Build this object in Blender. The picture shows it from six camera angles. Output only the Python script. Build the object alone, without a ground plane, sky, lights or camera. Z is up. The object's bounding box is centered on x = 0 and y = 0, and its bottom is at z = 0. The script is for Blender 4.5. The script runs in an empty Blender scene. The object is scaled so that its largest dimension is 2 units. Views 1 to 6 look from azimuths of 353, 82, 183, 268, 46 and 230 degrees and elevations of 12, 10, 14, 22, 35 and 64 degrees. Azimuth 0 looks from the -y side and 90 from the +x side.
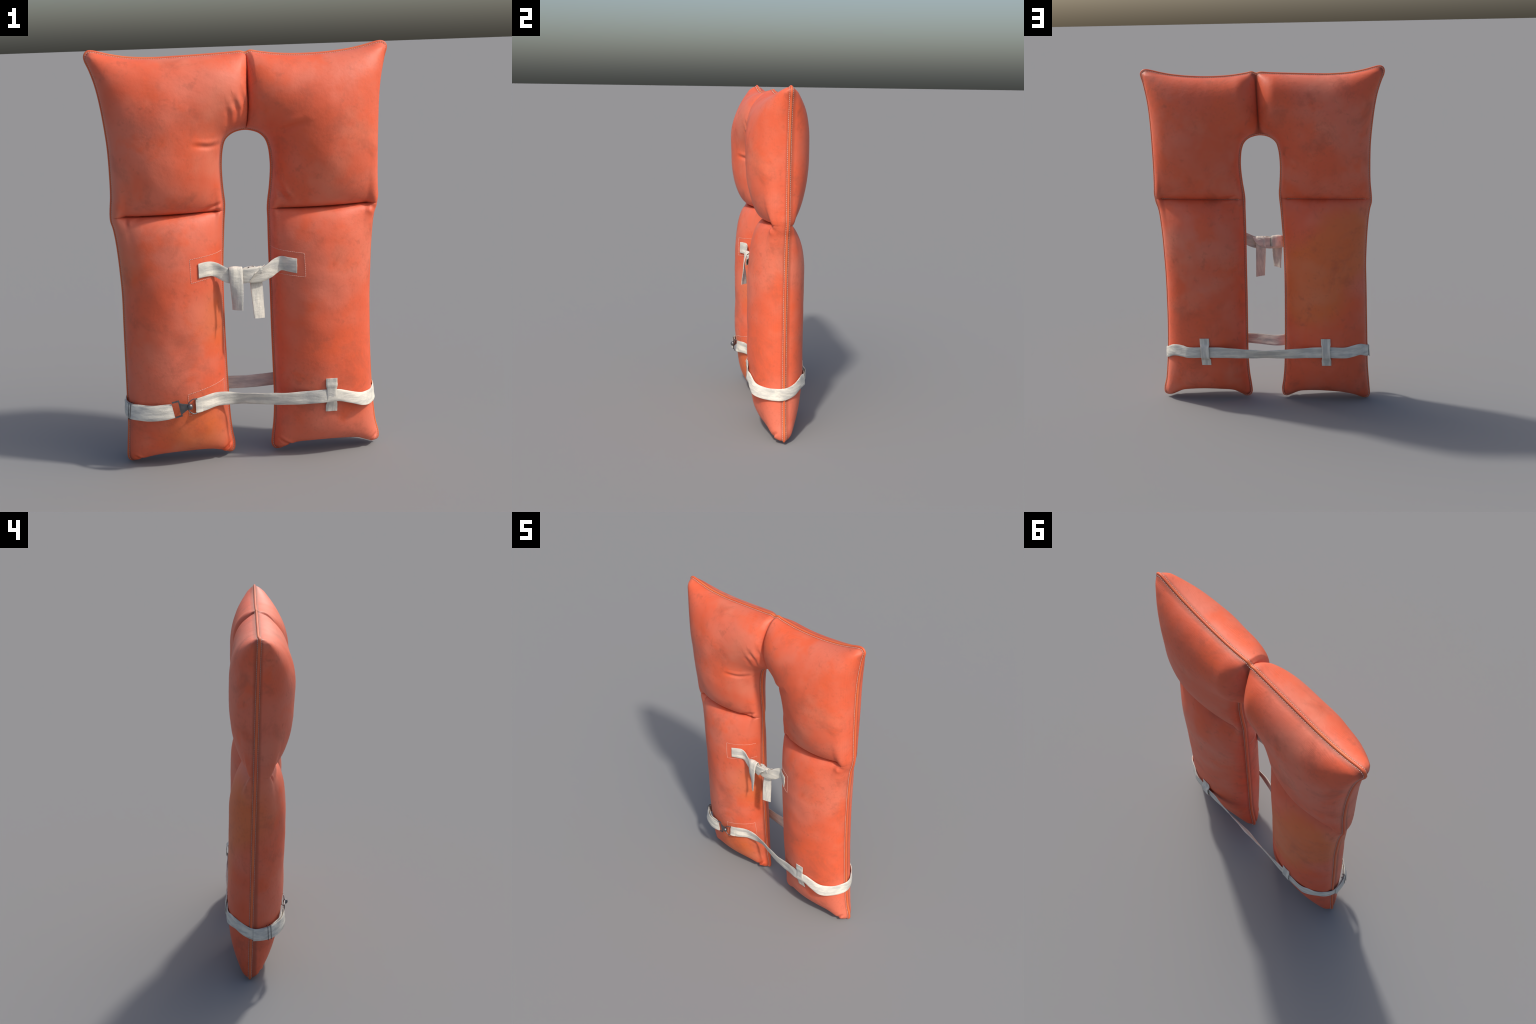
import bpy, bmesh, math
import numpy as np
from mathutils import Vector, noise as mnoise

rng = np.random.default_rng(7)

# ------------------------------------------------------------------ helpers
def link(ob, parent=None):
    bpy.context.scene.collection.objects.link(ob)
    if parent is not None:
        ob.parent = parent
    return ob

def mesh_object(name, verts, faces, mat, parent, smooth=True):
    me = bpy.data.meshes.new(name)
    me.from_pydata([tuple(v) for v in verts], [], [tuple(f) for f in faces])
    me.update()
    if smooth:
        me.polygons.foreach_set("use_smooth", [True] * len(me.polygons))
    me.materials.append(mat)
    return link(bpy.data.objects.new(name, me), parent)

def catmull(P, n=10, closed=False):
    """Centripetal Catmull-Rom through control points, n samples a span."""
    P = np.asarray(P, float)
    m = len(P)
    out = []
    for i in range(m if closed else m - 1):
        p1, p2 = P[i], P[(i + 1) % m]
        p0 = P[(i - 1) % m] if (closed or i > 0) else 2 * p1 - p2
        p3 = P[(i + 2) % m] if (closed or i + 2 < m) else 2 * p2 - p1
        t = [0.0]
        for a, b in ((p0, p1), (p1, p2), (p2, p3)):
            t.append(t[-1] + max(np.linalg.norm(b[:3] - a[:3]), 1e-6) ** 0.5)
        for k in range(n):
            u = t[1] + (t[2] - t[1]) * k / n
            A1 = (t[1]-u)/(t[1]-t[0])*p0 + (u-t[0])/(t[1]-t[0])*p1
            A2 = (t[2]-u)/(t[2]-t[1])*p1 + (u-t[1])/(t[2]-t[1])*p2
            A3 = (t[3]-u)/(t[3]-t[2])*p2 + (u-t[2])/(t[3]-t[2])*p3
            B1 = (t[2]-u)/(t[2]-t[0])*A1 + (u-t[0])/(t[2]-t[0])*A2
            B2 = (t[3]-u)/(t[3]-t[1])*A2 + (u-t[1])/(t[3]-t[1])*A3
            out.append((t[2]-u)/(t[2]-t[1])*B1 + (u-t[1])/(t[2]-t[1])*B2)
    if not closed:
        out.append(P[-1])
    return np.array(out)

def arclen(P):
    return np.concatenate([[0], np.cumsum(np.linalg.norm(np.diff(P, axis=0), axis=1))])

def resample(P, ts):
    s = arclen(P)
    s = s / s[-1]
    return np.stack([np.interp(ts, s, P[:, k]) for k in range(P.shape[1])], 1)

def dist_poly(Q, P):
    """Distance of the points Q (n,2) to the polyline P (m,2)."""
    best = np.full(len(Q), 1e9)
    for a, b in zip(P[:-1], P[1:]):
        ab = b - a
        t = np.clip(((Q - a) @ ab) / max(ab @ ab, 1e-12), 0, 1)
        d = Q - (a + t[:, None] * ab)
        best = np.minimum(best, np.einsum('ij,ij->i', d, d))
    return np.sqrt(best)

def smooth01(x):
    x = np.clip(x, 0, 1)
    return x * x * (3 - 2 * x)

# ------------------------------------------------------------------ materials
def new_mat(name):
    m = bpy.data.materials.new(name)
    m.use_nodes = True
    nt = m.node_tree
    b = nt.nodes["Principled BSDF"]
    return m, nt, b

def node(nt, kind, **kw):
    n = nt.nodes.new(kind)
    for k, v in kw.items():
        if k in n.inputs:
            n.inputs[k].default_value = v
        else:
            setattr(n, k, v)
    return n

def math_node(nt, op, a, b=None):
    n = nt.nodes.new("ShaderNodeMath")
    n.operation = op
    for i, v in enumerate((a, b)):
        if v is None:
            continue
        if isinstance(v, (int, float)):
            n.inputs[i].default_value = v
        else:
            nt.links.new(v, n.inputs[i])
    return n.outputs[0]

def ramp(nt, src, lo, hi, a=0.0, b=1.0):
    n = nt.nodes.new("ShaderNodeMapRange")
    n.interpolation_type = 'SMOOTHSTEP'
    n.inputs[1].default_value = lo
    n.inputs[2].default_value = hi
    n.inputs[3].default_value = a
    n.inputs[4].default_value = b
    nt.links.new(src, n.inputs[0])
    return n.outputs[0]

def mix(nt, fac, a, b, mode='MIX'):
    n = nt.nodes.new("ShaderNodeMix")
    n.data_type = 'RGBA'
    n.blend_type = mode
    for sock, v in ((n.inputs[0], fac), (n.inputs[6], a), (n.inputs[7], b)):
        if isinstance(v, (int, float)):
            sock.default_value = v
        elif isinstance(v, tuple):
            sock.default_value = (*v, 1)
        else:
            nt.links.new(v, sock)
    return n.outputs[2]

def coords(nt, scale=(1, 1, 1), loc=(0, 0, 0)):
    tc = nt.nodes.new("ShaderNodeTexCoord")
    mp = nt.nodes.new("ShaderNodeMapping")
    mp.inputs["Scale"].default_value = scale
    mp.inputs["Location"].default_value = loc
    nt.links.new(tc.outputs["Object"], mp.inputs[0])
    return mp.outputs[0]

def noise_tex(nt, vec, scale, detail=3.0, rough=0.55, dist=0.0):
    n = node(nt, "ShaderNodeTexNoise", Scale=scale, Detail=detail, Roughness=rough, Distortion=dist)
    nt.links.new(vec, n.inputs["Vector"])
    return n.outputs["Fac"]

def blob(nt, vec, centre, radius):
    """Soft round mask about a point, in object space."""
    d = nt.nodes.new("ShaderNodeVectorMath")
    d.operation = 'DISTANCE'
    nt.links.new(vec, d.inputs[0])
    d.inputs[1].default_value = centre
    return ramp(nt, d.outputs["Value"], radius, radius * 0.15)

def fabric_material():
    m, nt, b = new_mat("faded_orange_canvas")
    v = coords(nt)
    sep = nt.nodes.new("ShaderNodeSeparateXYZ")
    nt.links.new(v, sep.inputs[0])
    big = noise_tex(nt, v, 2.6, 3)
    mid = noise_tex(nt, coords(nt, loc=(3, 1, 5)), 6.0, 4)
    col = mix(nt, ramp(nt, big, 0.36, 0.66), (0.76, 0.122, 0.050), (0.75, 0.176, 0.102))
    col = mix(nt, ramp(nt, mid, 0.50, 0.72, 0, 0.75), col, (0.80, 0.118, 0.038))
    pale = noise_tex(nt, coords(nt, loc=(9, 2, 1)), 3.4, 3)
    col = mix(nt, ramp(nt, pale, 0.54, 0.74, 0, 0.6), col, (0.74, 0.215, 0.128))
    # amber weathering, strongest on one back leg
    pos = coords(nt)
    amber = math_node(nt, 'ADD', blob(nt, pos, (-0.50, 0.16, 1.00), 0.30),
                      blob(nt, pos, (-0.24, 0.16, 0.74), 0.34))
    amber = math_node(nt, 'ADD', amber, math_node(nt, 'MULTIPLY', blob(nt, pos, (-0.26, -0.13, 0.20), 0.26), 0.42))
    amber = math_node(nt, 'ADD', amber, math_node(nt, 'MULTIPLY', blob(nt, pos, (-0.14, -0.1, 0.75), 0.22), 0.15))
    amber = math_node(nt, 'MULTIPLY', amber, ramp(nt, mid, 0.25, 0.60, 0.5, 1.0))
    col = mix(nt, math_node(nt, 'MINIMUM', amber, 0.45), col, (0.68, 0.185, 0.030))
    # grey-brown grime: cloudy stains and small spots
    st = noise_tex(nt, coords(nt, loc=(1, 7, 3)), 5.2, 7, 0.66, 0.4)
    col = mix(nt, ramp(nt, st, 0.50, 0.70, 0, 0.42), col, (0.40, 0.090, 0.048))
    sp = noise_tex(nt, coords(nt, loc=(4, 4, 8)), 21.0, 5, 0.62, 0.25)
    spm = noise_tex(nt, coords(nt, loc=(8, 3, 8)), 5.0, 2)
    spots = math_node(nt, 'MULTIPLY', ramp(nt, sp, 0.54, 0.72), ramp(nt, spm, 0.42, 0.62, 0.1, 1))
    col = mix(nt, math_node(nt, 'MULTIPLY', spots, 0.33), col, (0.36, 0.080, 0.042))
    fine = noise_tex(nt, coords(nt, loc=(6, 1, 4)), 60.0, 3, 0.6)
    fm = noise_tex(nt, coords(nt, loc=(2, 9, 4)), 4.0, 2)
    fine = math_node(nt, 'MULTIPLY', ramp(nt, fine, 0.50, 0.68), ramp(nt, fm, 0.45, 0.62))
    col = mix(nt, math_node(nt, 'MULTIPLY', fine, 0.17), col, (0.42, 0.085, 0.040))
    # darker brown band along the groove on both sides of the edge binding
    off = math_node(nt, 'ABSOLUTE', math_node(nt, 'SUBTRACT', sep.outputs[1], 0.021))
    col = mix(nt, ramp(nt, off, 0.030, 0.012, 0, 0.55), col, (0.26, 0.060, 0.030))
    # woven threads
    per = 2 * math.pi / 0.0046
    wx = math_node(nt, 'SINE', math_node(nt, 'MULTIPLY', sep.outputs[0], per))
    wz = math_node(nt, 'SINE', math_node(nt, 'MULTIPLY', sep.outputs[2], per))
    weave = math_node(nt, 'ADD', math_node(nt, 'MULTIPLY', wx, 0.4), math_node(nt, 'MULTIPLY', wz, 0.6))
    wmask = ramp(nt, noise_tex(nt, coords(nt, loc=(2, 2, 9)), 5.0, 3), 0.42, 0.62, 0.15, 1.0)
    weave = math_node(nt, 'MULTIPLY', weave, wmask)
    dark = math_node(nt, 'MULTIPLY', ramp(nt, weave, 0.2, -0.9), 0.07)
    col = mix(nt, dark, col, (0.28, 0.045, 0.018))
    nt.links.new(col, b.inputs["Base Color"])
    b.inputs["Roughness"].default_value = 0.52
    b.inputs["Specular IOR Level"].default_value = 0.42
    h = math_node(nt, 'ADD', math_node(nt, 'MULTIPLY', weave, 0.00032),
                  math_node(nt, 'MULTIPLY', noise_tex(nt, v, 40.0, 4), 0.0022))
    bp = node(nt, "ShaderNodeBump", Strength=0.55, Distance=1.0)
    nt.links.new(h, bp.inputs["Height"])
    nt.links.new(bp.outputs[0], b.inputs["Normal"])
    return m

def piping_material():
    m, nt, b = new_mat("orange_edge_binding")
    v = coords(nt)
    n = noise_tex(nt, v, 5, 4)
    col = mix(nt, ramp(nt, n, 0.35, 0.65), (0.71, 0.122, 0.046), (0.72, 0.158, 0.048))
    nt.links.new(col, b.inputs["Base Color"])
    b.inputs["Roughness"].default_value = 0.5
    return m

def thread_material():
    m, nt, b = new_mat("pale_thread")
    n = noise_tex(nt, coords(nt), 30, 2)
    col = mix(nt, n, (0.66, 0.40, 0.32), (0.80, 0.60, 0.51))
    nt.links.new(col, b.inputs["Base Color"])
    b.inputs["Roughness"].default_value = 0.8
    return m

def webbing_material(name, grain):
    m, nt, b = new_mat(name)
    v = coords(nt)
    sep = nt.nodes.new("ShaderNodeSeparateXYZ")
    nt.links.new(v, sep.inputs[0])
    a = noise_tex(nt, coords(nt, scale=grain), 1.6, 5, 0.6, 0.3)
    d = noise_tex(nt, coords(nt, loc=(5, 1, 2)), 9, 4)
    col = mix(nt, ramp(nt, a, 0.35, 0.65), (0.54, 0.52, 0.47), (0.80, 0.757, 0.652))
    col = mix(nt, ramp(nt, d, 0.48, 0.72, 0, 0.45), col, (0.45, 0.455, 0.44))
    nt.links.new(col, b.inputs["Base Color"])
    b.inputs["Roughness"].default_value = 0.72
    b.inputs["Specular IOR Level"].default_value = 0.25
    per = 2 * math.pi / 0.003
    w = math_node(nt, 'MULTIPLY', math_node(nt, 'SINE', math_node(nt, 'MULTIPLY', sep.outputs[0], per)),
                  math_node(nt, 'SINE', math_node(nt, 'MULTIPLY', sep.outputs[2], per)))
    h = math_node(nt, 'ADD', math_node(nt, 'MULTIPLY', w, 0.0003),
                  math_node(nt, 'MULTIPLY', noise_tex(nt, coords(nt, scale=(1, 1, 2.5)), 34, 3), 0.004))
    bp = node(nt, "ShaderNodeBump", Strength=0.6, Distance=1.0)
    nt.links.new(h, bp.inputs["Height"])
    nt.links.new(bp.outputs[0], b.inputs["Normal"])
    return m

def metal_material():
    m, nt, b = new_mat("dull_grey_metal")
    n = noise_tex(nt, coords(nt), 60, 4)
    col = mix(nt, n, (0.10, 0.10, 0.105), (0.22, 0.22, 0.23))
    nt.links.new(col, b.inputs["Base Color"])
    b.inputs["Metallic"].default_value = 0.75
    b.inputs["Roughness"].default_value = 0.36
    return m

FABRIC, PIPING, THREAD = fabric_material(), piping_material(), thread_material()
WEB, METAL = webbing_material("off_white_webbing", (4, 8, 26)), metal_material()
WEB_UP = webbing_material("off_white_webbing_upright", (30, 12, 5))

# ------------------------------------------------------------------ outline
# Front view (x, z) control points of the jacket's edge, run by run.
L_OUT = [(-.6215, .024), (-.6185, .085), (-.609, .208), (-.606, .351), (-.603, .529), (-.600, .70),
         (-.597, .853), (-.600, .951), (-.605, 1.047), (-.612, 1.125), (-.620, 1.178), (-.629, 1.212)]
L_SHO = [(-.628, 1.27), (-.622, 1.33), (-.620, 1.43), (-.622, 1.55), (-.628, 1.627), (-.637, 1.709),
         (-.648, 1.785), (-.663, 1.855), (-.682, 1.914), (-.697, 1.951), (-.700, 1.972)]
L_TOP = [(-.679, 1.998), (-.660, 1.998), (-.582, 1.979), (-.501, 1.965), (-.392, 1.959), (-.284, 1.961),
         (-.147, 1.966), (-.04, 1.971), (.010, 1.974)]
R_TOP = [(.055, 1.977), (.090, 1.971), (.168, 1.960), (.240, 1.955), (.334, 1.954), (.433, 1.959),
         (.526, 1.970), (.587, 1.982), (.645, 1.996), (.668, 1.999)]
R_SHO = [(.699, 1.978), (.699, 1.962), (.689, 1.928), (.678, 1.875), (.668, 1.815), (.662, 1.760),
         (.657, 1.682), (.653, 1.56), (.651, 1.42), (.652, 1.32), (.6535, 1.275)]
R_OUT = [(.645, 1.222), (.634, 1.190), (.628, 1.158), (.621, 1.090), (.615, 1.007), (.611, .909),
         (.607, .790), (.6065, .62), (.609, .45), (.616, .290), (.624, .196), (.633, .120), (.648, .055)]
R_BOT = [(.630, .013), (.600, .013), (.568, .026), (.528, .042), (.448, .052), (.373, .054),
         (.298, .051), (.215, .042), (.165, .020), (.138, .006)]
R_INN = [(.100, .032), (.102, .075), (.113, .16), (.119, .27), (.118, .42), (.1155, .62), (.1145, .85),
         (.113, 1.08), (.1135, 1.19)]
R_ARC = [(.116, 1.275), (.125, 1.335), (.1325, 1.41), (.1335, 1.46), (.126, 1.531), (.111, 1.570),
         (.085, 1.595), (.056, 1.607)]
L_ARC = [(-.015, 1.609), (-.047, 1.596), (-.074, 1.571), (-.088, 1.529), (-.0955, 1.46), (-.0955, 1.39),
         (-.091, 1.32), (-.0875, 1.28)]
L_INN = [(-.094, 1.186), (-.101, 1.085), (-.107, .99), (-.111, .856), (-.112, .707), (-.110, .523),
         (-.107, .35), (-.102, .20), (-.094, .115), (-.085, .05)]
L_BOT = [(-.112, .008), (-.14, .018), (-.19, .038), (-.24, .045), (-.31, .047), (-.383, .044),
         (-.457, .036), (-.530, .019), (-.570, .005), (-.595, 0.0)]
RUNS = [("foot_out_l", (-.614, .006)), L_OUT, ("waist_out_l", (-.630, 1.238)), L_SHO, ("tip_l", (-.693, 1.989)), L_TOP,
        ("neck_top", (.033, 1.969)), R_TOP, ("tip_r", (.687, 1.994)), R_SHO, ("waist_out_r", (.650, 1.247)), R_OUT,
        ("foot_out_r", (.646, .024)), R_BOT, ("foot_in_r", (.113, .011)), R_INN, ("waist_in_r", (.113, 1.240)), R_ARC,
        ("arch", (.022, 1.613)), L_ARC, ("waist_in_l", (-.0885, 1.242)), L_INN, ("foot_in_l", (-.092, .016)), L_BOT]
ctrl, tags = [], {}
for r in RUNS:
    if isinstance(r, tuple):
        tags[r[0]] = len(ctrl)
        ctrl.append(r[1])
    else:
        ctrl += r
NS = 10
LOOP = catmull(ctrl, NS, closed=True)                 # outer edge of the binding
tags = {k: v * NS for k, v in tags.items()}

def inset(loop, d):
    t = np.roll(loop, -2, 0) - np.roll(loop, 2, 0)
    t /= np.linalg.norm(t, axis=1)[:, None]
    n = np.stack([t[:, 1], -t[:, 0]], 1)               # loop runs clockwise: this points inward
    return loop + n * d

SEAM = inset(LOOP, 0.008)

def span(a, b, loop=SEAM):
    i, j = tags[a], tags[b]
    if j > i:
        return loop[i:j + 1]
    return np.concatenate([loop[i:], loop[:j + 1]])

E_OUT = {-1: span("foot_out_l", "tip_l"), 1: span("tip_r", "foot_out_r")}
E_TOP = span("tip_l", "tip_r")
E_INN = span("foot_in_r", "foot_in_l")
E_BOT = {-1: span("foot_in_l", "foot_out_l"), 1: span("foot_out_r", "foot_in_r")}
W_LINE = {-1: np.array([SEAM[tags["waist_out_l"]], SEAM[tags["waist_in_l"]]]),
          1: np.array([SEAM[tags["waist_in_r"]], SEAM[tags["waist_out_r"]]])}
C_LINE = np.array([SEAM[tags["neck_top"]], SEAM[tags["arch"]]])

# ------------------------------------------------------------------ pillow surface
def seam_y(x, z):
    lean = 1 - np.clip(z, 0, 2) / 2
    return 0.017 + lean * (0.010 - 0.009 * np.clip(x / 0.6, -1, 1)) 

def dome(d, r, p):
    q = np.clip(d / r, 0, 1)
    return (1 - (1 - q) ** 2) ** p

# soft tucks and dents in the cloth: (side, points, half width, depth)
TUCKS = []

# (radius, power) of the rounding off each kind of edge, full height, height at the waist seam
FRONT = dict(out_up=(.325, .347), in_up=(.348, .422), out_lo=(.351, .394), in_lo=(.335, .394), top=(.324, .41),
             mid=(.212, .273), mid_h=.232, waist_up=(.329, .451), waist_lo=(.375, .302), foot=(.497, .249),
             high_up=.211, high_lo=.196, waist_h=.054)
BACK = dict(out_up=(.255, .43), in_up=(.314, .47), out_lo=(.227, .416), in_lo=(.246, .566), top=(.245, .435),
            mid=(.112, .881), mid_h=.122, waist_up=(.365, .52), waist_lo=(.286, .58), foot=(.359, .293),
            high_up=.146, high_lo=.135, waist_h=.020)

def surf_h(Q, half, upper, front):
    """Height of the cloth above the seam plane at points Q of one half."""
    side = -1 if half < 0 else 1
    S = FRONT if front else BACK
    k = "up" if upper else "lo"
    dO, dI = dist_poly(Q, E_OUT[side]), dist_poly(Q, E_INN)
    dW = dist_poly(Q, W_LINE[side])
    own = smooth01(dW / 0.10) * 0.5 + 0.5              # upper and lower cushions agree at the waist
    o = "lo" if upper else "up"
    edge = (dome(dO, *S["out_" + k]) * dome(dI, *S["in_" + k])) ** own \
        * (dome(dO, *S["out_" + o]) * dome(dI, *S["in_" + o])) ** (1 - own)
    if upper:
        edge = edge * dome(dist_poly(Q, E_TOP), *S["top"])
        edge = edge * (S["mid_h"] + (1 - S["mid_h"]) * dome(dist_poly(Q, C_LINE), *S["mid"]))
    else:
        edge = edge * dome(dist_poly(Q, E_BOT[side]), *S["foot"])
    H, hw = S["high_" + k], S["waist_h"]
    w = dome(dW, *S["waist_" + k])
    # the waist seam stops a little short of the edges
    near = np.minimum(dO, dI)
    if front:
        ends = np.maximum((1 - smooth01((dO - 0.008) / 0.062)) * 0.80, (1 - smooth01((dI - 0.012) / 0.035)) * 0.45)
    else:
        ends = (1 - smooth01((near - 0.012) / 0.035)) * 0.35
    w = w + ends - w * ends
    h = edge * (hw + (H - hw) * w)
    for f, pts, wd, dep in TUCKS:
        if f != front:
            continue
        pts = np.asarray(pts, float)
        lo, hi = pts.min(0) - 4 * wd, pts.max(0) + 4 * wd
        sel = np.all((Q > lo) & (Q < hi), axis=1)
        if not sel.any():
            continue
        q = Q[sel]
        d = dist_poly(q, pts)
        s = arclen(pts)
        t = np.zeros(len(q)); bd = np.full(len(q), 1e9)
        for k in range(len(pts) - 1):
            ab = pts[k+1] - pts[k]
            u = np.clip(((q - pts[k]) @ ab) / (ab @ ab), 0, 1)
            dd = np.linalg.norm(q - pts[k] - u[:, None] * ab, axis=1)
            m = dd < bd
            bd[m] = dd[m]
            t[m] = (s[k] + u[m] * (s[k+1] - s[k])) / s[-1]
        fade = np.sin(np.pi * np.clip(t * 0.86 + 0.07, 0, 1))
        a = pts[-1] - pts[0]
        nrm = np.array([-a[1], a[0]]) / np.linalg.norm(a)
        sd = (q - pts[0]) @ nrm
        k = -np.exp(-(d / wd) ** 2) + 0.55 * np.exp(-((d - 1.9 * wd) / wd) ** 2) * (sd > 0) * smooth01(d / wd)
        h[sel] += dep * fade * k * smooth01(near[sel] / 0.02)
    return np.maximum(h, 0)

def lump_at(x, z, k):
    """Slow unevenness of the foam under the cloth, -1 to 1."""
    p = Vector((x * 5.5, k * 7.3, z * 5.5))
    return mnoise.noise(p) + 0.45 * mnoise.noise(p * 2.3)

def surf_ys(xs, zs, front=True):
    """y of the cloth surface at many (x, z)."""
    xs, zs = np.asarray(xs, float), np.asarray(zs, float)
    out = np.zeros(len(xs))
    for half in (-1, 1):
        l = W_LINE[half][np.argsort(W_LINE[half][:, 0])]
        zw = np.interp(xs, l[:, 0], l[:, 1])
        for upper in (False, True):
            m = ((xs < 0.03) == (half < 0)) & ((zs > zw) == upper)
            if m.any():
                out[m] = surf_h(np.stack([xs[m], zs[m]], 1), half, upper, front)
    k, amp = (0, 0.022) if front else (1, 0.018)
    out *= 1 + amp * np.array([lump_at(a, b, k) for a, b in zip(xs, zs)])
    return seam_y(xs, zs) + (-out if front else out)

def surf_y(x, z, front=True):
    return float(surf_ys([x], [z], front)[0])

def ease(n, a=0.75):
    t = np.linspace(0, 1, n)
    return (1 - a) * t + a * (1 - np.cos(np.pi * t)) / 2

def px1(L, y, s=1.0, o=(0, 0)):
    return L

TUCKS += [
    (True, [(-.005, 1.800), (.004, 1.735), (-.002, 1.680)], .013, .010),
    (True, [(-.048, 1.770), (-.030, 1.715), (-.036, 1.655)], .014, .009),
    (True, [(-.080, 1.735), (-.068, 1.690), (-.074, 1.640)], .014, .006),
    (True, [(-.235, 1.562), (-.165, 1.553), (-.100, 1.558)], .011, .007),
    (True, [(.130, 1.605), (.195, 1.622), (.275, 1.648)], .016, .010),
    (True, [(.130, 1.400), (.160, 1.330), (.205, 1.275)], .012, .012),
    (True, [(.160, 1.380), (.180, 1.320), (.215, 1.290)], .010, .008),
    (True, [(-.100, 1.290), (-.150, 1.275), (-.210, 1.250)], .010, .008),
    (True, [(-.105, .085), (-.125, .062), (-.165, .035)], .007, .012),
    (True, [(-.120, .17), (-.108, .11), (-.103, .07)], .007, .009),
    (True, [(-.585, .045), (-.560, .030), (-.535, .022)], .007, .009),
    (True, [(.125, .085), (.165, .060), (.205, .035)], .007, .011),
    (True, [(.632, .075), (.605, .050), (.585, .030)], .008, .009),
    (True, [(.642, 1.200), (.622, 1.220), (.598, 1.238), (.570, 1.242)], .013, .006),
    (True, [(-.548, 1.240), (-.555, 1.215), (-.552, 1.195)], .008, .008),
    (True, [(-.515, 1.222), (-.495, 1.232), (-.475, 1.238)], .008, .006),
    (False, [(.250, 1.252), (.215, 1.250), (.165, 1.262)], .009, .008),
]

NW = 97      # points across the strip
NLEG, NSHO = 230, 330
jacket = bpy.data.objects.new("life_jacket", None)
link(jacket)
jacket["label"] = "faded orange foam life jacket with white straps"
jacket["category"] = "life jacket"

def strip(outer, inner, ts):
    o, i = resample(outer, ts), resample(inner, ts)
    s = ease(NW, 0.8)
    return o[:, None, :] * (1 - s)[None, :, None] + i[:, None, :] * s[None, :, None]

def bend_end(G, curve, ts):
    """Let the end row of a leg follow the curved bottom edge (a Coons blend)."""
    c = resample(curve, ease(NW, 0.8))
    G += (c - G[0])[None] * ((1 - ts) ** 4)[:, None, None]
    return G

blocks = []
tl, tsn = ease(NLEG, 0.55), ease(NSHO, 0.55)
blocks.append((-1, False, bend_end(strip(span("foot_out_l", "waist_out_l"), span("waist_in_l", "foot_in_l")[::-1], tl),
                                   E_BOT[-1][::-1], tl)))
blocks.append((-1, True, strip(span("waist_out_l", "neck_top"), span("arch", "waist_in_l")[::-1], tsn)))
blocks.append((1, True, strip(span("neck_top", "waist_out_r"), span("waist_in_r", "arch")[::-1], tsn)))
blocks.append((1, False, bend_end(strip(span("waist_out_r", "foot_out_r")[::-1], span("foot_in_r", "waist_in_r"), tl),
                                  E_BOT[1], tl)[::-1]))

# one continuous grid for the whole body, rows shared between the cushions
rows, h_f, h_b, row_range = [], [], [], []
start = 0
for bi, (half, upper, G) in enumerate(blocks):
    n = len(G)
    g = G if bi == 0 else G[1:]
    Q = g.reshape(-1, 2)
    rows.append(g)
    h_f.append(surf_h(Q, half, upper, True).reshape(g.shape[:2]))
    h_b.append(surf_h(Q, half, upper, False).reshape(g.shape[:2]))
    row_range.append((start, start + n - 1))
    start += n - 1
GR = np.concatenate(rows)
HF, HB = np.concatenate(h_f), np.concatenate(h_b)
M = len(GR)
X, Zc = GR[..., 0], GR[..., 1]
YS = seam_y(X, Zc)
# in front the two shoulder cushions lean over the neck crease in a slow wave
XF = X + 0.011 * (HF / 0.2) * np.exp(-dist_poly(GR.reshape(-1, 2), C_LINE).reshape(X.shape) / 0.05) \
    * (0.7 + 0.6 * np.sin((Zc - 1.6) * 19)) * (Zc > 1.5)
lump = np.zeros((M, NW, 2))
for i in range(0, M):
    for j in range(0, NW, 3):
        for k in range(2):
            lump[i, j, k] = lump_at(X[i, j], Zc[i, j], k)
for j in range(NW):
    a = (j // 3) * 3
    b = min(a + 3, NW - 1)
    if j % 3:
        f = (j - a) / 3
        lump[:, j] = lump[:, a] * (1 - f) + lump[:, b] * f
HF = HF * (1 + 0.022 * lump[..., 0])
HB = HB * (1 + 0.018 * lump[..., 1])
YF, YB = YS - HF, YS + HB
idF = np.arange(M * NW).reshape(M, NW)
# and the shoulder cushions sag a little over the waist seam
dWl = np.minimum(dist_poly(GR.reshape(-1, 2), W_LINE[-1]), dist_poly(GR.reshape(-1, 2), W_LINE[1])).reshape(X.shape)
isup = np.zeros((M, NW))
isup[row_range[1][0]:row_range[2][1] + 1] = 1
ZF = Zc - isup * 0.007 * (dWl / 0.035) * np.exp(1 - dWl / 0.035) * np.clip(HF / 0.10, 0, 1)
VF = np.stack([XF, YF, ZF], -1).reshape(-1, 3)
VB = np.stack([X, YB, Zc], -1).reshape(-1, 3)
idB = idF + M * NW
border = np.zeros((M, NW), bool)
border[0] = border[-1] = True
border[:, 0] = border[:, -1] = True
idB = np.where(border, idF, idB)
V = np.concatenate([VF, VB])

def quads(ids, r0, r1, flip):
    a, b = ids[r0:r1, :-1], ids[r0 + 1:r1 + 1, :-1]
    c, d = ids[r0 + 1:r1 + 1, 1:], ids[r0:r1, 1:]
    f = np.stack([a, b, c, d] if not flip else [a, d, c, b], -1).reshape(-1, 4)
    return f

allF = np.concatenate([quads(idF, 0, M - 1, False), quads(idB, 0, M - 1, True)])
A, B_, C_, D_ = (V[allF[:, k]] for k in range(4))
fn = np.cross(C_ - A, D_ - B_)
VN = np.zeros_like(V)
for k in range(4):
    for ax in range(3):
        VN[:, ax] += np.bincount(allF[:, k], fn[:, ax], len(V))
ln = np.linalg.norm(VN, axis=1)
VN /= np.where(ln > 0, ln, 1)[:, None]
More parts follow.
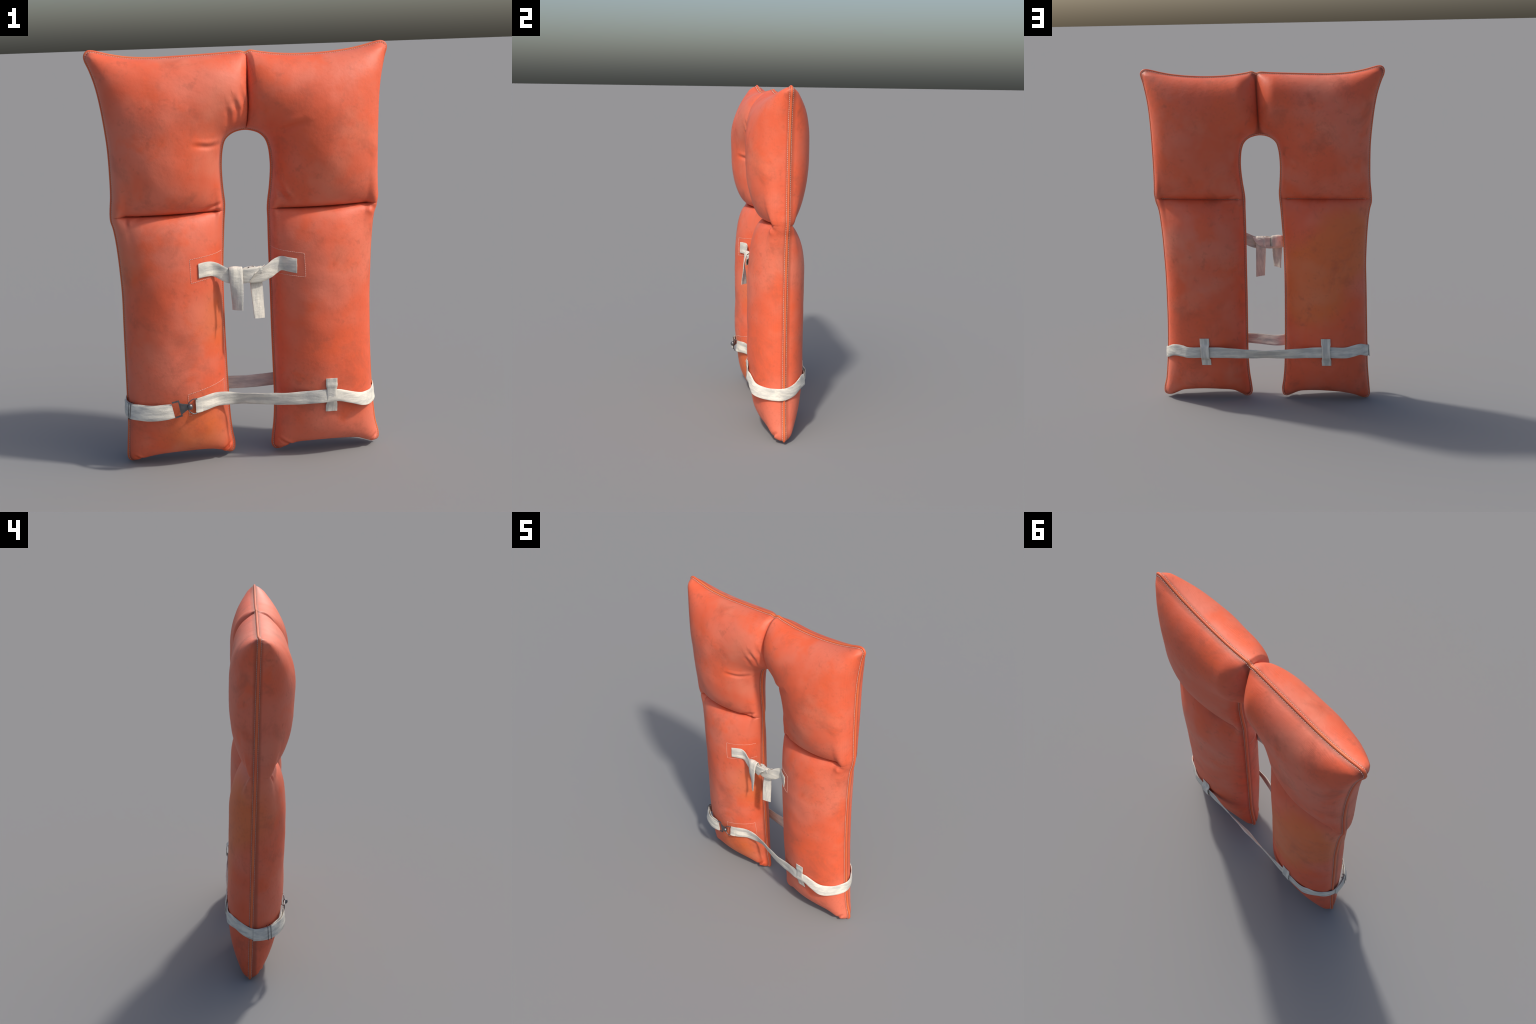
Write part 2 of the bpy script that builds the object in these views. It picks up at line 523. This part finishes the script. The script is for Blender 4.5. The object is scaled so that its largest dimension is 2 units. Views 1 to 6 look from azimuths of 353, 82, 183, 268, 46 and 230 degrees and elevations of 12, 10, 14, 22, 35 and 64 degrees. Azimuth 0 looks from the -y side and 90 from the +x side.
# is the front facing -y?  flip if not
if VN[idF[M // 4, NW // 2], 1] > 0:
    allF = allF[:, ::-1]
    VN = -VN
    FLIP = True
else:
    FLIP = False

cushion_names = ["chest_cushion", "shoulder_cushion", "shoulder_cushion", "chest_cushion"]
for (r0, r1), nm in zip(row_range, cushion_names):
    F = np.concatenate([quads(idF, r0, r1, FLIP), quads(idB, r0, r1, not FLIP)])
    used, inv = np.unique(F, return_inverse=True)
    ob = mesh_object(nm, V[used].tolist(), inv.reshape(F.shape).tolist(), FABRIC, jacket)
    ob.data.normals_split_custom_set_from_vertices([tuple(n) for n in VN[used]])

# ------------------------------------------------------------------ sweeps
def sweep_closed(name, P, prof_fn, mat, parent):
    n = len(P)
    t = np.roll(P, -1, 0) - np.roll(P, 1, 0)
    t /= np.linalg.norm(t, axis=1)[:, None]
    verts, faces = [], []
    m = None
    for i in range(n):
        side = np.cross(t[i], [0, 1, 0])
        side /= np.linalg.norm(side)
        ring = prof_fn(P[i], side, np.array([0, 1.0, 0]))
        m = len(ring)
        verts += ring
    for i in range(n):
        for k in range(m):
            a, b = i * m + k, i * m + (k + 1) % m
            c, d = ((i + 1) % n) * m + (k + 1) % m, ((i + 1) % n) * m + k
            faces.append((a, b, c, d))
    return mesh_object(name, verts, faces, mat, parent)

def dense_loop(d, n=1500):
    L = inset(LOOP, d)
    L = np.concatenate([L, L[:1]])
    return resample(L, np.linspace(0, 1, n, endpoint=False))

PL = dense_loop(0.006)
P3 = np.stack([PL[:, 0], seam_y(PL[:, 0], PL[:, 1]), PL[:, 1]], 1)
def pipe_profile(c, side, yv):
    out = []
    for k in range(12):
        a = 2 * math.pi * k / 12
        ca, sa = math.cos(a), math.sin(a)
        out.append(c + side * 0.0074 * np.sign(ca) * abs(ca) ** 0.9 + yv * 0.0068 * np.sign(sa) * abs(sa) ** 0.9)
    return out
sweep_closed("edge_binding", P3, pipe_profile, PIPING, jacket)

def dashes(name, lines, mat, parent, length=0.0088, gap=0.0017, rad=0.0013):
    """Rows of thread stitches, each a small six-sided spindle on the cloth."""
    verts, faces = [], []
    for P, nrm in lines:
        P = np.asarray(P, float)
        s = arclen(P)
        at = 0.0
        while at + length < s[-1]:
            e = [at, at + length * .2, at + length * .8, at + length]
            c = np.stack([np.interp(e, s, P[:, k]) for k in range(3)], 1)
            N = np.array([np.interp(at, s, nrm[:, k]) for k in range(3)])
            T = c[3] - c[0]
            T /= np.linalg.norm(T)
            S = np.cross(T, N); S /= max(np.linalg.norm(S), 1e-9)
            U = np.cross(S, T)
            base = len(verts)
            for q, r in zip(c, (0.35, 1, 1, 0.35)):
                for k in range(6):
                    a = math.pi * k / 3
                    verts.append(q + (S * math.cos(a) + U * math.sin(a)) * rad * r)
            for q in range(3):
                for k in range(6):
                    faces.append((base + q*6 + k, base + q*6 + (k+1) % 6, base + (q+1)*6 + (k+1) % 6, base + (q+1)*6 + k))
            faces.append(tuple(base + k for k in range(6))[::-1])
            faces.append(tuple(base + 18 + k for k in range(6)))
            at += length + gap * (0.8 + 0.4 * rng.random())
    ob = mesh_object(name, verts, faces, mat, parent)
    ob["kind"] = "stuff"
    return ob

SL = dense_loop(0.0078)
lines = []
for sgn in (-1, 1):
    P = np.stack([SL[:, 0], seam_y(SL[:, 0], SL[:, 1]) + sgn * 0.0096, SL[:, 1]], 1)
    lines.append((np.concatenate([P, P[:1]]), np.tile([0, sgn, 0.0], (len(P) + 1, 1))))
dashes("edge_stitching", lines, THREAD, jacket)

def drape(pts, front, lift=0.0012, n=60):
    pts = np.asarray(pts, float)
    q = resample(pts, np.linspace(0, 1, n)) if len(pts) > 1 else pts
    sg = -1 if front else 1
    y = surf_ys(q[:, 0], q[:, 1], front) + sg * lift
    return np.stack([q[:, 0], y, q[:, 1]], 1), np.tile([0, sg, 0.0], (n, 1))

def waist_pts(side, a, b):
    l = W_LINE[side]
    return [l[0] + (l[1] - l[0]) * t for t in np.linspace(a, b, 12)]
wl = []
for side in (-1, 1):
    for fr in (True, False):
        w = waist_pts(side, 0.05, 0.94)
        wl.append(drape(w, fr, 0.003))
dashes("waist_stitching", wl, THREAD, jacket)

boxes = [[(-.119, 1.058), (-.150, 1.053), (-.275, 1.042), (-.273, .930), (-.145, .949), (-.120, .955)],
         [(.122, 1.058), (.150, 1.052), (.262, 1.040), (.264, .928), (.150, .937), (.123, .944)],
         [(-.135, .425), (-.314, .390), (-.313, .278), (-.130, .312)],
         [(-.135, .425), (-.130, .312)]]
dashes("patch_stitching", [drape(b, True, 0.001, 90) for b in boxes], THREAD, jacket, 0.0072, 0.0018, 0.0009)

# ------------------------------------------------------------------ webbing
def ribbon(name, ctrl, mat, parent, thick=0.0045, n=14, wave=0.0, bow=0.0, clear=None):
    """ctrl rows: centre xyz, width vector xyz (full width). Solid woven tape."""
    C = np.array([list(c) + list(w) for c, w in ctrl], float)
    S = catmull(C, n)
    cen, wid = S[:, :3].copy(), S[:, 3:]
    if clear is not None:
        cen = clear_body(cen, wid, clear)
    T = np.gradient(cen, axis=0)
    T /= np.linalg.norm(T, axis=1)[:, None]
    N = np.cross(T, wid)
    N /= np.linalg.norm(N, axis=1)[:, None]
    us = np.array([-.5, -.47, -.32, -.16, 0, .16, .32, .47, .5])
    tk = np.array([.35, 1, 1, 1, 1, 1, 1, 1, .35]) * thick / 2
    verts, faces = [], []
    k = len(us)
    ph = rng.random() * 6
    s = arclen(cen)
    for i in range(len(cen)):
        wob = wave * math.sin(s[i] * 55 + ph)
        for sg in (1, -1):
            for u, t in zip(us, tk):
                off = bow * (1 - (2*u)**2) + wob * (u * 2) ** 2 * (1 if u > 0 else -0.6) + wave * .6 * math.sin(u * 9 + s[i] * 30 + ph)
                verts.append(cen[i] + wid[i] * u + N[i] * (sg * t + off))
    w = 2 * k
    for i in range(len(cen) - 1):
        a, b = i * w, (i + 1) * w
        for j in range(k - 1):
            faces.append((a + j, a + j + 1, b + j + 1, b + j))
            faces.append((a + k + j + 1, a + k + j, b + k + j, b + k + j + 1))
        faces.append((a + k, a, b, b + k))
        faces.append((a + k - 1, a + 2*k - 1, b + 2*k - 1, b + k - 1))
    for i, fl in ((0, False), (len(cen) - 1, True)):
        a = i * w
        for j in range(k - 1):
            f = (a + j, a + k + j, a + k + j + 1, a + j + 1)
            faces.append(f[::-1] if fl else f)
    ob = mesh_object(name, verts, faces, mat, parent)
    bm = bmesh.new(); bm.from_mesh(ob.data)
    bmesh.ops.recalc_face_normals(bm, faces=bm.faces)
    bm.to_mesh(ob.data); bm.free()
    md = ob.modifiers.new("edge", 'EDGE_SPLIT'); md.split_angle = math.radians(50)
    return ob

def clear_body(cen, wid, gap):
    """Slide tape sections along y until they lie on the cloth instead of in it."""
    push = np.zeros(len(cen))
    ok = ((cen[:, 0] > .13) & (cen[:, 0] < .596)) | ((cen[:, 0] > -.594) & (cen[:, 0] < -.118))
    for fr in (True, False):
        m = ok & ((cen[:, 1] < 0.02) == fr)
        if not m.any():
            continue
        for u in (-.5, -.25, 0, .25, .5):
            q = cen[m] + wid[m] * u
            d = surf_ys(q[:, 0], q[:, 2], fr)
            push[m] = np.maximum(push[m], (q[:, 1] - d if fr else d - q[:, 1]) + gap)
        push[m] *= -1 if fr else 1
    p = np.pad(push, 4, mode="edge")
    hi = np.array([p[i:i + 9][np.argmax(np.abs(p[i:i + 9]))] for i in range(len(push))])
    hi = np.where(np.sign(hi) == np.sign(push), hi, push)
    p = np.pad(hi, 4, mode="edge")
    cen[:, 1] += np.convolve(p, np.ones(9) / 9, mode="valid")
    return cen

BW = 0.068
def up(w=BW, tilt=0.0, lean=0.0):
    """Width vector: mostly z, lean = top edge pushed towards +y, tilt = towards +x."""
    v = np.array([math.sin(tilt), math.sin(lean), math.cos(tilt) * math.cos(lean)])
    return tuple(v / np.linalg.norm(v) * w)

def on(x, z, front=True, lift=0.005):
    return (x, surf_y(x, z, front) + (-lift if front else lift), z)

# long belt: sewn end on one leg, across the gap, round the far leg, behind both legs, round the near leg
belt = ribbon("waist_belt", [
    (on(-.276, .331), up(.070, .0, .12)), (on(-.235, .336), up(.070, -.05, .12)), (on(-.19, .341, True, .006), up(.070, -.03, .05)),
    ((-.138, -.092, .337), up(.070, .03, -.10)), ((-.06, -.083, .327), up(.066, .03, -.30)), ((.055, -.112, .327), up(.064, 0, -.25)),
    ((.150, -.136, .327), up(.064, -.02, -.12)), ((.250, -.146, .329), up(.065, -.02, 0)), ((.345, -.152, .335), up(.064, 0, .08)),
    ((.405, -.155, .335), up(.060, 0, .1)), ((.455, -.153, .322), up(.060, -.1, .2)), ((.525, -.139, .300), up(.064, -.15, .35)),
    ((.563, -.106, .291), up(.066, -.22, .22)), ((.603, -.045, .287), up(.067, -.15, .05)), ((.6215, .02, .292), up(.068, -.08, 0)),
    ((.603, .075, .310), up(.068, 0, -.05)), ((.560, .115, .334), up(.070, 0, -.08)), ((.508, .140, .336), up(.068, 0, -.12)),
    ((.470, .158, .332), up(.066, 0, -.10)), ((.37, .165, .334), up(.064, 0, -.05)), ((.27, .166, .333), up(.064, 0, .0)),
    ((.14, .165, .326), up(.064, 0, .25)), ((.0, .163, .322), up(.064, 0, .48)), ((-.14, .166, .326), up(.064, 0, .25)),
    ((-.28, .169, .334), up(.065, 0, 0)), ((-.37, .168, .335), up(.065, 0, -.05)), ((-.47, .160, .331), up(.066, 0, -.10)),
    ((-.512, .138, .335), up(.068, 0, -.1)), ((-.560, .112, .338), up(.070, 0, 0)), ((-.600, .065, .314), up(.070, .0, -.05)),
    ((-.611, .01, .297), up(.070, .05, 0)), ((-.599, -.040, .297), up(.070, .08, .05)), ((-.579, -.079, .302), up(.070, .10, .14)),
    ((-.546, -.107, .306), up(.069, .08, .18)), ((-.509, -.128, .307), up(.069, .04, .16)),
    ((-.47, -.142, .309), up(.069, -.05, .12)), ((-.42, -.151, .314), up(.068, -.12, .12)), ((-.392, -.153, .317), up(.066, -.2, .12)),
], WEB, jacket, wave=0.0012, clear=.0035)
# folded-back second layer, past the slide adjuster to the hook
ribbon("belt_fold", [
    ((-.618, .020, .296), up(.071, .05, 0)), ((-.606, -.042, .296), up(.071, .08, .05)), ((-.585, -.085, .301), up(.071, .10, .14)),
    ((-.551, -.116, .304), up(.070, .08, .18)), ((-.513, -.138, .304), up(.070, .04, .16)),
    ((-.47, -.154, .307), up(.069, -.05, .12)), ((-.42, -.161, .312), up(.068, -.12, .12)), ((-.388, -.158, .317), up(.067, -.2, .12)),
], WEB, jacket, wave=0.001, clear=.0110)

# keeper loops
def keeper(x, z0, z1, front, tilt=0.0, w=0.056, out=0.0):
    sg = -1 if front else 1
    zm = (z0 + z1) / 2
    hz = (z1 - z0) / 2
    pts = []
    for t, lift in ((1, .004), (.80, .005), (.58, .008), (.38, .0155), (0, .0175), (-.38, .0155), (-.58, .008), (-.80, .005), (-1, .004)):
        z = zm + hz * t
        xx = x + tilt * t * hz
        if abs(t) <= 0.5:
            base = (-.155 if front else .170) + sg * (lift - .010) + sg * out
        else:
            base = surf_y(xx, z, front) + sg * lift
        sq = 1 - 0.12 * (abs(t) < 0.5)
        pts.append(((xx, base, z), (w * sq * -sg, 0, 0)))
    return ribbon("belt_loop", pts, WEB_UP, jacket, thick=.004, n=8, wave=.0008)
keeper(.376, .250, .423, True)
keeper(.365, .250, .419, False, tilt=.05)
keeper(-.358, .250, .419, False, tilt=.03)

# tie tapes
TW = 0.069
ribbon("tie_tape", [
    (on(-.236, .985), up(TW, 0, .05)), (on(-.205, .988), up(TW, -.06, .05)), (on(-.176, .986), up(TW, -.02, .05)),
    ((-.150, -.103, .977), up(TW, .15, .0)), ((-.126, -.108, .963), up(TW, .2, -.05)), ((-.098, -.113, .949), up(TW, .15, -.05)),
    ((-.055, -.113, .942), up(TW, 0, 0)), ((-.010, -.108, .942), up(TW, -.1, 0))], WEB, jacket, wave=.0012, clear=.003)
ribbon("tie_tape", [
    (on(.226, .980), up(TW, .02, .05)), (on(.190, .985), up(TW, 0, .05)), (on(.158, .988, True, .006), up(TW, -.04, 0)),
    ((.128, -.092, .976), up(TW, -.25, 0)), ((.098, -.104, .958), up(TW, -.30, -.05)), ((.062, -.112, .944), up(TW, -.2, -.1)),
    ((.020, -.113, .942), up(TW, 0, -.05)), ((-.03, -.106, .945), up(TW, .1, 0))], WEB, jacket, wave=.0016, clear=.003)
# knot: hanging front end, wrapped band, hanging rear end
ribbon("tie_end", [
    ((-.060, -.098, .925), (.064, .002, .0)), ((-.061, -.096, .965), (.064, .004, .0)), ((-.062, -.106, .985), (.064, .004, -.002)),
    ((-.062, -.121, .981), (.064, .003, -.002)), ((-.062, -.128, .950), (.064, -.004, 0)), ((-.061, -.132, .90), (.060, -.014, 0)),
    ((-.060, -.131, .85), (.053, -.028, 0)), ((-.060, -.132, .81), (.048, -.034, 0)), ((-.0605, -.132, .785), (.046, -.036, .003))],
    WEB_UP, jacket, wave=.0008, bow=.003)
ribbon("tie_knot", [
    ((-.050, -.118, .944), up(.068, .05, 0)), ((-.025, -.122, .944), up(.069, .0, 0)), ((.000, -.125, .948), up(.068, .1, .05)),
    ((.024, -.125, .957), up(.062, .55, .2)), ((.045, -.117, .968), up(.056, .9, .6)), ((.058, -.100, .975), (.045, .035, .015)),
    ((.045, -.088, .968), (.035, .035, -.035)), ((.015, -.088, .950), up(-.066, -.2, 0)), ((-.02, -.092, .945), up(-.066, 0, 0))],
    WEB, jacket, wave=.0006)
ribbon("tie_end", [
    ((.036, -.116, .955), (.058, .0, .004)), ((.034, -.116, .970), (.058, -.002, .004)), ((.032, -.108, .982), (.060, -.004, .004)),
    ((.032, -.092, .978), (.060, -.004, 0)), ((.034, -.085, .945), (.060, .002, 0)), ((.036, -.090, .90), (.059, .008, 0)),
    ((.039, -.099, .84), (.057, .014, 0)), ((.042, -.107, .78), (.054, .018, 0)), ((.044, -.112, .733), (.052, .020, -.004))],
    WEB_UP, jacket, wave=.0008, bow=.002)

# folded hem where the belt turns round the ring
ribbon("belt_hem", [(on(-.280, .331, True, .007), up(.069, 0, .12)), (on(-.270, .332, True, .009), up(.071, 0, .12)),
                    (on(-.258, .333, True, .0085), up(.071, -.02, .12)), (on(-.248, .334, True, .007), up(.070, -.03, .12))],
       WEB, jacket, thick=.008, n=6, clear=.005)

# ------------------------------------------------------------------ metal fittings
def tube(name, P, r, parent, seg=8, closed=False):
    P = np.asarray(P, float)
    n = len(P)
    T = np.gradient(P, axis=0)
    T /= np.linalg.norm(T, axis=1)[:, None]
    verts, faces = [], []
    ref = np.array([0, 1.0, 0.13])
    for i in range(n):
        a = np.cross(T[i], ref); a /= np.linalg.norm(a)
        b = np.cross(T[i], a)
        for k in range(seg):
            t = 2 * math.pi * k / seg
            verts.append(P[i] + (a * math.cos(t) + b * math.sin(t)) * r)
    for i in range(n - 1):
        for k in range(seg):
            faces.append((i*seg + k, i*seg + (k+1) % seg, (i+1)*seg + (k+1) % seg, (i+1)*seg + k))
    faces.append(tuple(range(seg))[::-1])
    faces.append(tuple((n-1)*seg + k for k in range(seg)))
    return mesh_object(name, verts, faces, METAL, parent)

yb = -.156
ring = [(-.273, yb + .006, .366), (-.281, yb, .371)]
for a in np.linspace(80, 280, 22):
    ca, sa = math.cos(math.radians(a)), math.sin(math.radians(a))
    ring.append((-.284 + .034 * ca, yb - .004 * (1 + ca * -1), .334 + .037 * sa))
ring += [(-.281, yb, .297), (-.273, yb + .006, .300)]
tube("d_ring", ring, .0027, jacket)

def prism(name, pts_front, depth, parent, bevel=0.001):
    """Flat plate from an outline of 3D points, thickened along +y."""
    bm = bmesh.new()
    vs = [bm.verts.new(p) for p in pts_front]
    f = bm.faces.new(vs)
    r = bmesh.ops.extrude_face_region(bm, geom=[f])
    bmesh.ops.translate(bm, verts=[v for v in r["geom"] if isinstance(v, bmesh.types.BMVert)], vec=(0, depth, 0))
    bmesh.ops.recalc_face_normals(bm, faces=bm.faces)
    me = bpy.data.meshes.new(name)
    bm.to_mesh(me); bm.free()
    me.materials.append(METAL)
    ob = link(bpy.data.objects.new(name, me), parent)
    md = ob.modifiers.new("bevel", 'BEVEL'); md.width = bevel; md.segments = 2
    return ob

hook = bpy.data.objects.new("snap_hook", None)
link(hook, jacket)
yf = -.166
prism("hook_frame", [(-.394, yf + .003, .3635), (-.3585, yf, .3715), (-.3445, yf, .2905), (-.3805, yf + .003, .2805),
                     (-.3795, yf + .003, .2885), (-.3525, yf, .2960), (-.3635, yf, .3625), (-.3925, yf + .003, .3560)], .005, hook)
prism("hook_plate", [(-.3575, yf - .001, .357), (-.342, yf - .003, .353), (-.313, yf - .004, .350), (-.309, yf - .004, .328),
                     (-.330, yf - .003, .315), (-.346, yf - .001, .302), (-.349, yf - .001, .305)], .006, hook)
bm = bmesh.new()
bmesh.ops.create_uvsphere(bm, u_segments=24, v_segments=16, radius=.0135)
for v in bm.verts:
    v.co = (v.co.x - .3085, v.co.y - .172, v.co.z * 1.1 + .338)
me = bpy.data.meshes.new("hook_knob"); bm.to_mesh(me); bm.free()
me.polygons.foreach_set("use_smooth", [True] * len(me.polygons))
me.materials.append(METAL)
link(bpy.data.objects.new("hook_knob", me), hook)
# slide adjuster: two thin bars round the doubled tape
adj = bpy.data.objects.new("slide_adjuster", None)
link(adj, jacket)
for (x, y, z, tl_) in ((-.597, -.060, .2985, .10), (-.589, -.077, .301, .12)):
    d = np.array([math.sin(tl_), .06, math.cos(tl_)])
    c = np.array([x - .004, y - .003, z])
    e = np.array([.016, .008, 0])
    tube("adjuster_bar", [c + d*.040 + e, c + d * .040, c + d*.02, c, c - d*.02, c - d * .040, c - d*.040 + e], .0020, adj, 6)

print("tris", sum(len(o.data.polygons) for o in bpy.data.objects if o.type == 'MESH') * 2)
